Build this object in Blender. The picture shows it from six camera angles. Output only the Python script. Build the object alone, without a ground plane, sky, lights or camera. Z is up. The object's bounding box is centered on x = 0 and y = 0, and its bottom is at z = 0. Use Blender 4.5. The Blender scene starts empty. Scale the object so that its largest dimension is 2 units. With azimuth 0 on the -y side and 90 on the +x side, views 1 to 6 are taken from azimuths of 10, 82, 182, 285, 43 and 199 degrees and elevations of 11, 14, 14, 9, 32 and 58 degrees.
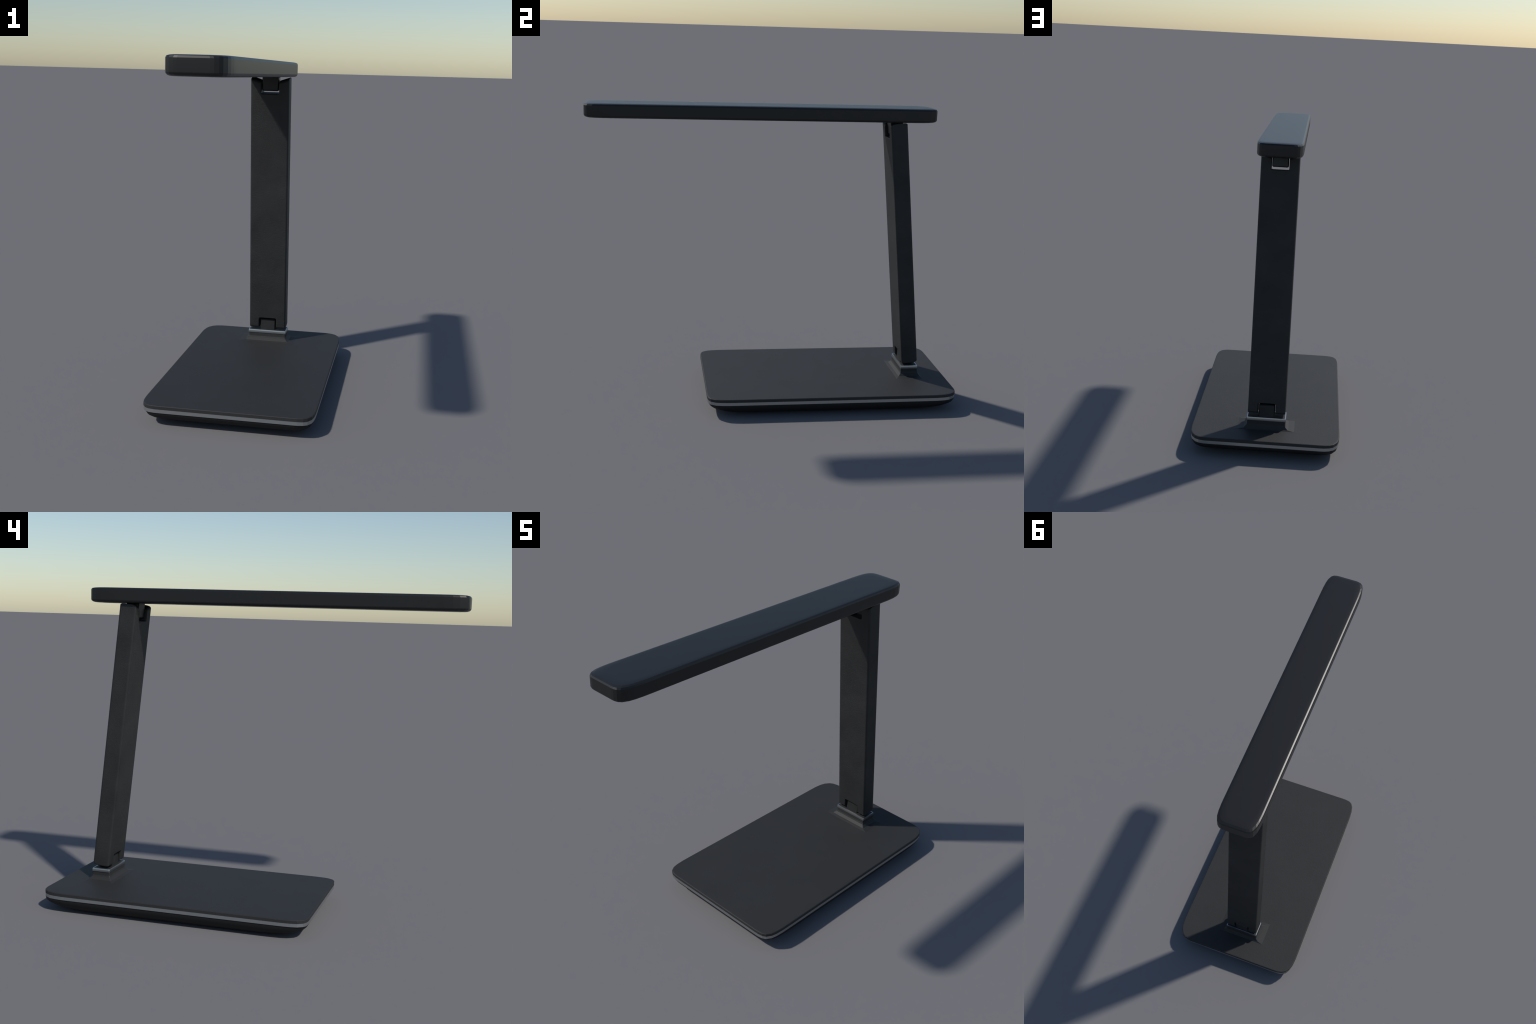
import bpy, math
from mathutils import Vector

# ------------------------------------------------------------------ helpers
def link(ob, parent=None):
    bpy.context.scene.collection.objects.link(ob)
    if parent is not None:
        ob.parent = parent
    return ob

CORNER_T = (0.0, 0.1, 0.25, 0.4, 0.6, 0.75, 0.9, 1.0)

def outline(w, y0, y1, a, b, f=0.85, back=None, ts=CORNER_T):
    """Counter-clockwise rounded rectangle, half width w, y0..y1.
    Every corner is a cubic curve leaving the end edge a before the corner
    and joining the long edge b after it; f is how tightly it hugs the corner.
    back = (a, b, f) for the two corners at y1 when they differ."""
    def corners(a, b, f):
        return [(a * ((1 - t) ** 3 + 3 * (1 - t) ** 2 * t * (1 - f)),
                 b * (t ** 3 + 3 * t * t * (1 - t) * (1 - f))) for t in ts]
    cs = corners(a, b, f)
    cb = corners(*back) if back else cs
    pts = [(w - dx, y0 + dy) for dx, dy in cs]
    pts += [(w - dx, y1 - dy) for dx, dy in reversed(cb)]
    pts += [(-w + dx, y1 - dy) for dx, dy in cb]
    pts += [(-w + dx, y0 + dy) for dx, dy in reversed(cs)]
    return pts

def loft(name, rings, mat, parent, cap_start=True, cap_end=True, closed=False,
         flat_rows=(), sharp_columns=(), sharp_rings=(), weighted=True, angle=None, flat_caps=False):
    """rings: list of equally long loops of 3D points, skinned with quads."""
    n = len(rings[0])
    verts = [p for r in rings for p in r]
    faces, rows = [], []
    last = len(rings) if closed else len(rings) - 1
    for k in range(last):
        k2 = (k + 1) % len(rings)
        for i in range(n):
            j = (i + 1) % n
            faces.append((k * n + i, k * n + j, k2 * n + j, k2 * n + i))
            rows.append(k)
    if not closed and cap_start:
        faces.append(tuple(reversed(range(n)))); rows.append(-1)
    if not closed and cap_end:
        o = (len(rings) - 1) * n
        faces.append(tuple(range(o, o + n))); rows.append(-2)
    me = bpy.data.meshes.new(name)
    me.from_pydata(verts, [], faces)
    me.materials.append(mat)
    me.update()
    for p in me.polygons:
        p.use_smooth = rows[p.index] not in flat_rows and not (flat_caps and rows[p.index] < 0)
    if sharp_columns:
        lo, hi = sharp_columns
        for e in me.edges:
            i, j = e.vertices
            if i % n == j % n and lo <= i // n <= hi and lo <= j // n <= hi:
                e.use_edge_sharp = True
    for e in me.edges:
        i, j = e.vertices
        if i // n == j // n and i // n in sharp_rings:
            e.use_edge_sharp = True
    if angle is not None:
        me.set_sharp_from_angle(angle=math.radians(angle))
    ob = link(bpy.data.objects.new(name, me), parent)
    if weighted:
        m = ob.modifiers.new("even_shading", 'WEIGHTED_NORMAL')
        m.mode = 'FACE_AREA'
        m.keep_sharp = True
        m.weight = 80
    return ob

def plastic(name, color, rough, spec=0.5, bump=0.0, scale=60.0, stretch=(1, 1, 1),
            mottle=0.0, coat=0.0):
    m = bpy.data.materials.new(name)
    m.use_nodes = True
    nt = m.node_tree
    b = nt.nodes["Principled BSDF"]
    b.inputs["Roughness"].default_value = rough
    b.inputs["Specular IOR Level"].default_value = spec
    b.inputs["Coat Weight"].default_value = coat
    b.inputs["Base Color"].default_value = (*color, 1)
    tc = nt.nodes.new("ShaderNodeTexCoord")
    mp = nt.nodes.new("ShaderNodeMapping")
    mp.inputs["Scale"].default_value = stretch
    nt.links.new(tc.outputs["Object"], mp.inputs["Vector"])
    if mottle > 0:
        nz = nt.nodes.new("ShaderNodeTexNoise")
        nz.inputs["Scale"].default_value = 7.0
        nz.inputs["Detail"].default_value = 5.0
        nt.links.new(tc.outputs["Object"], nz.inputs["Vector"])
        cr = nt.nodes.new("ShaderNodeValToRGB")
        cr.color_ramp.elements[0].position = 0.3
        cr.color_ramp.elements[1].position = 0.7
        cr.color_ramp.elements[0].color = (*[c * (1 - mottle) for c in color], 1)
        cr.color_ramp.elements[1].color = (*[c * (1 + mottle) for c in color], 1)
        nt.links.new(nz.outputs["Fac"], cr.inputs["Fac"])
        nt.links.new(cr.outputs["Color"], b.inputs["Base Color"])
    if bump > 0:
        # fine leathery grain: warped noise, wrinkled more than pitted
        wz = nt.nodes.new("ShaderNodeTexNoise")
        wz.inputs["Scale"].default_value = scale
        wz.inputs["Detail"].default_value = 4.0
        wz.inputs["Distortion"].default_value = 1.6
        nt.links.new(mp.outputs["Vector"], wz.inputs["Vector"])
        vo = nt.nodes.new("ShaderNodeTexVoronoi")
        vo.inputs["Scale"].default_value = scale * 2.2
        nt.links.new(mp.outputs["Vector"], vo.inputs["Vector"])
        ad = nt.nodes.new("ShaderNodeMath"); ad.operation = 'MULTIPLY_ADD'
        ad.inputs[1].default_value = 0.35
        nt.links.new(vo.outputs["Distance"], ad.inputs[0])
        nt.links.new(wz.outputs["Fac"], ad.inputs[2])
        bp = nt.nodes.new("ShaderNodeBump")
        bp.inputs["Strength"].default_value = bump
        bp.inputs["Distance"].default_value = 0.004
        nt.links.new(ad.outputs[0], bp.inputs["Height"])
        nt.links.new(bp.outputs["Normal"], b.inputs["Normal"])
    return m

def metal(name, color, rough, metallic=1.0):
    m = bpy.data.materials.new(name)
    m.use_nodes = True
    nt = m.node_tree
    b = nt.nodes["Principled BSDF"]
    b.inputs["Base Color"].default_value = (*color, 1)
    b.inputs["Metallic"].default_value = metallic
    tc = nt.nodes.new("ShaderNodeTexCoord")
    nz = nt.nodes.new("ShaderNodeTexNoise")
    nz.inputs["Scale"].default_value = 25.0
    nz.inputs["Detail"].default_value = 3.0
    nt.links.new(tc.outputs["Object"], nz.inputs["Vector"])
    mr = nt.nodes.new("ShaderNodeMapRange")
    mr.inputs["To Min"].default_value = rough * 0.93
    mr.inputs["To Max"].default_value = rough * 1.07
    nt.links.new(nz.outputs["Fac"], mr.inputs["Value"])
    nt.links.new(mr.outputs["Result"], b.inputs["Roughness"])
    return m

# ---------------------------------------------------------------- materials
M_HEAD = plastic("satin_black_plastic", (0.0125, 0.0125, 0.0125), 0.37, 0.42)
M_BASE = plastic("matt_black_leatherette", (0.0262, 0.0262, 0.0262), 0.62, 0.32, 0.10, 70, mottle=0.05)
M_ARM = plastic("grained_black_leatherette", (0.0255, 0.0255, 0.0252), 0.57, 0.32, 0.22, 62,
                (1.0, 1.0, 1.5), mottle=0.20)
M_UNDER = plastic("dull_black_rubber", (0.012, 0.012, 0.012), 0.7, 0.3)
M_RIM = metal("brushed_silver_rim", (0.37, 0.376, 0.38), 0.42, 0.86)
M_COLLAR = metal("polished_silver", (0.45, 0.465, 0.48), 0.33)
M_DIFF = plastic("milky_diffuser", (0.55, 0.55, 0.53), 0.45, 0.5)

# ------------------------------------------------------------------ the lamp
lamp = link(bpy.data.objects.new("desk_lamp", None))
lamp["label"] = "folding black desk lamp with flat bar head and silver trim"
lamp["category"] = "desk lamp"

# ---- base: shell with raised pedestal, silver rim, rounded underside
BW, BY0, BY1 = 0.389, -0.366, 1.000
CA, CB = 0.09, 0.15

def base_ring(z, ex=0.0, ey=None, a=CA, b=CB):
    ey = ex if ey is None else ey
    return [(x, y, z) for x, y in outline(BW - ex, BY0 + ey, BY1 - ey, a, b, 0.85, (0.10, 0.15, 0.75))]

def rect_ring(z, w, y0, y1, r):
    return [(x, y, z) for x, y in outline(w, y0, y1, r, r, 0.6)]

shell = [base_ring(0.0862, 0.02), base_ring(0.0862), base_ring(0.1005), base_ring(0.1022, 0.0015),
         base_ring(0.1030, 0.004),
         rect_ring(0.1032, 0.205, 0.672, 0.888, 0.012),
         rect_ring(0.1044, 0.150, 0.716, 0.864, 0.006),
         rect_ring(0.1092, 0.118, 0.733, 0.857, 0.005),
         rect_ring(0.1215, 0.1035, 0.7465, 0.8480, 0.004),
         rect_ring(0.1300, 0.1008, 0.7495, 0.8455, 0.004),
         rect_ring(0.1490, 0.1005, 0.7505, 0.8440, 0.004)]
base = loft("base", shell, M_BASE, lamp, flat_rows=(0, 1, 5, 6, 7), angle=5)

loft("rim_band", [base_ring(0.0695, 0.02), base_ring(0.0695, 0.0006), base_ring(0.0860, 0.0006),
                  base_ring(0.0860, 0.02)],
     M_RIM, base, flat_rows=(0, 1, 2), weighted=False)

# quarter-ellipse belly, drawn in further at the two short ends
under = []
for k in range(13):
    q = k / 12 * math.pi / 2
    ex = 0.004 + 0.093 * (1 - math.sin(q))
    ey = 0.004 + 0.200 * (1 - math.sin(q))
    under.append([(x, y, 0.0700 * (1 - math.cos(q))) for x, y in
                  outline(BW - ex, BY0 + ey, BY1 - ey, CA + 0.35 * ex, CB + 0.35 * ey, 0.82)])
loft("underside", under, M_UNDER, base, weighted=False)

# ---- silver collar with dark top plate
def collar_ring(z, e):
    return rect_ring(z, 0.1036 - e, 0.7478 + e, 0.8450 - e, 0.004)
loft("collar", [collar_ring(0.1485, 0.008), collar_ring(0.1485, 0.001), collar_ring(0.1495, 0.0),
                collar_ring(0.1570, 0.0), collar_ring(0.1620, 0.0005), collar_ring(0.1656, 0.0014),
                collar_ring(0.1660, 0.0052), collar_ring(0.1640, 0.0055), collar_ring(0.1600, 0.0060)],
     M_COLLAR, base, angle=40)
loft("collar_plate", [collar_ring(0.1605, 0.0055), collar_ring(0.1655, 0.0055), collar_ring(0.1664, 0.0075)],
     M_BASE, base)

# ---- tongue of a hinge: a block whose free end is rounded
def tongue(name, hw, prof, mat, parent, foot=0.0):
    """prof: closed side profile in (y, z), lofted across x with softened edges."""
    r = 0.0065
    cy = sum(p[0] for p in prof) / len(prof); cz = sum(p[1] for p in prof) / len(prof)
    rings = []
    for s, e in ((-hw, r), (-hw + r * .3, r * .3), (-hw + r, 0), (hw - r, 0), (hw - r * .3, r * .3), (hw, r)):
        ring = []
        for y, z in prof:
            dy, dz = cy - y, cz - z
            ly, lz = abs(dy) or 1, abs(dz) or 1
            ring.append((s, y + math.copysign(min(e, ly), dy), z + math.copysign(min(e, lz), dz)))
        rings.append(ring)
    return loft(name, rings, mat, parent, angle=45)

def rounded_side(y0, y1, zf, zt0, zt1, r, sag, n=6, lean=0.0):
    """Side profile: flat foot at zf, free end between zt0 (front) and zt1 (back),
    domed by sag with corner radius r.  Works upward or downward."""
    up = 1 if zt0 > zf else -1
    pts = [(y1 + lean * 0, zf), (y0, zf)]
    for k in range(n + 1):
        q = k / n * math.pi / 2
        pts.append((y0 + r * (1 - math.cos(q)), zt0 - up * r * (1 - math.sin(q))))
    for k in range(1, n):
        u = k / n
        pts.append((y0 + r + (y1 - y0 - 2 * r) * u, zt0 + (zt1 - zt0) * u + up * sag * 4 * u * (1 - u)))
    for k in range(n + 1):
        q = (1 - k / n) * math.pi / 2
        pts.append((y1 - r * (1 - math.cos(q)), zt1 - up * r * (1 - math.sin(q))))
    return pts

low = rounded_side(0.7615, 0.8360, 0.1580, 0.2245, 0.2330, 0.010, 0.003)
tongue("hinge_tongue", 0.0420, low, M_ARM, base)

# ---- arm: leaning slab, forked at both ends
TILT = math.atan(0.1073)
ST, CT = math.sin(TILT), math.cos(TILT)
# centre line of the slab: passes (y, z) below; t runs up along the lean, d runs to the back
AY, AZ = 0.7985, 0.1830
HD = 0.0453                     # half depth
AL = 1.3575                     # length from bottom to top corners
AW = 0.0995
def arm_point(x, t, d):
    return (x, AY - ST * t + CT * d, AZ + CT * t + ST * d)

def fillet(p, q, s, r, n=4):
    """Round the corner q of the path p-q-s."""
    p, q, s = Vector(p), Vector(q), Vector(s)
    u, v = (p - q).normalized(), (s - q).normalized()
    ang = u.angle(v)
    cut = r / math.tan(ang / 2)
    a, b = q + u * cut, q + v * cut
    out = []
    for k in range(n + 1):
        w = k / n
        m = a * (1 - w) ** 2 + q * 2 * w * (1 - w) + b * w * w
        out.append((m.x, m.y))
    return out

SW = 0.0462                      # slot half width
DIP = 0.0175                     # fork tips slope down to the slot
corners = [((-AW, 0.0), .007), ((-SW, 0.0), .003), ((-SW, 0.0545), .007), ((SW, 0.0545), .007),
           ((SW, 0.0), .003), ((AW, 0.0), .007), ((AW, AL), .005), ((SW, AL - DIP), .004),
           ((SW, AL - 0.078), .007), ((-SW, AL - 0.078), .007), ((-SW, AL - DIP), .004), ((-AW, AL), .005)]
path = [Vector(c[0]) for c in corners]
M = len(path)
SLOT_EDGES = (1, 2, 3, 7, 8, 9)
def arm_outline(e):
    """Fork outline drawn in by e all round (the softened front and back edges)."""
    dirs = [(path[(i + 1) % M] - path[i]).normalized() for i in range(M)]
    moved, rad = [], []
    for i in range(M):
        d0, d1 = dirs[i - 1], dirs[i]
        n0, n1 = Vector((-d0.y, d0.x)), Vector((-d1.y, d1.x))
        turn = d0.x * d1.y - d0.y * d1.x
        # slot edges are only slightly eased, outer edges are well rounded
        e0 = e * (0.4 if (i - 1) % M in SLOT_EDGES else 1.0)
        e1 = e * (0.4 if i in SLOT_EDGES else 1.0)
        move = Vector(((e0 * n1.y - e1 * n0.y) / turn, (e1 * n0.x - e0 * n1.x) / turn))
        moved.append(path[i] + move)
        r, em = corners[i][1], (e0 + e1) / 2
        rad.append(max(r - em, 0.0008) if turn > 0 else r + em)
    out = []
    for i in range(M):
        out += fillet(moved[i - 1], moved[i], moved[(i + 1) % M], rad[i])
    return out
def arm_ring(d, e):
    u = d / HD
    ring = []
    for x, t in arm_outline(e):
        if t > AL - 0.05:
            t += 0.0035 * (1 - u * u) - 0.0005 - 0.010 * max(0.0, -u - 0.4) ** 2
        elif t < 0.03:
            t -= 0.0040 * (1 - u * u) - 0.008 * max(0.0, u - 0.4) ** 2
        ring.append(arm_point(x, t, d))
    return ring
R = 0.0120
slices = []
for k in range(5):
    q = k / 4 * math.pi / 2
    slices.append((-HD + R * (1 - math.cos(q)), R * (1 - math.sin(q)) * 0.7))
mid = [(-HD + R + (2 * HD - 2 * R) * k / 7, 0.0) for k in range(1, 7)]
slices = [(-HD, R * 0.7 + 0.002)] + slices
slices = slices + mid + [(-d, e) for d, e in reversed(slices)]
loft("arm", [arm_ring(d, e) for d, e in slices], M_ARM, lamp, angle=60, flat_caps=True)

# ---- lamp head: long flat bar
HW, HY0, HY1 = 0.1180, -1.000, 0.866
def head_ring(z, ex, ey):
    return [(x, y, z) for x, y in outline(HW - ex, HY0 + ey, HY1 - ey, 0.06, 0.15, 0.82)]
# underside edge, plain side, two chamfer facets, then a faintly domed top
head_profile = [(1.5380, 0.0160, 0.026), (1.5388, 0.0110, 0.018), (1.5420, 0.0048, 0.008),
                (1.5470, 0.0014, 0.0022), (1.5530, 0.0, 0.0),
                (1.6010, 0.0, 0.0), (1.6082, 0.0030, 0.0042), (1.6112, 0.0105, 0.0170),
                (1.6124, 0.0180, 0.032), (1.6130, 0.0340, 0.058)]
head = loft("lamp_head", [head_ring(*p) for p in head_profile], M_HEAD, lamp,
            sharp_columns=(1, 7), sharp_rings=(5, 6, 7))
panel = [[(x, y, z) for x, y in outline(0.088 - e, -0.955 + e, 0.470 - e, 0.03, 0.05)]
         for z, e in ((1.5385, 0.0), (1.5377, 0.0), (1.5375, 0.001))]
panel = [list(reversed(r)) for r in panel]
loft("diffuser_panel", panel, M_DIFF, head)
upper = [(y - 0.1073 * (z - 1.5), z) for y, z in
         rounded_side(0.6245, 0.6935, 1.5395, 1.4650, 1.4720, 0.008, 0.001)]
tongue("hinge_tongue", 0.0420, upper, M_HEAD, head)
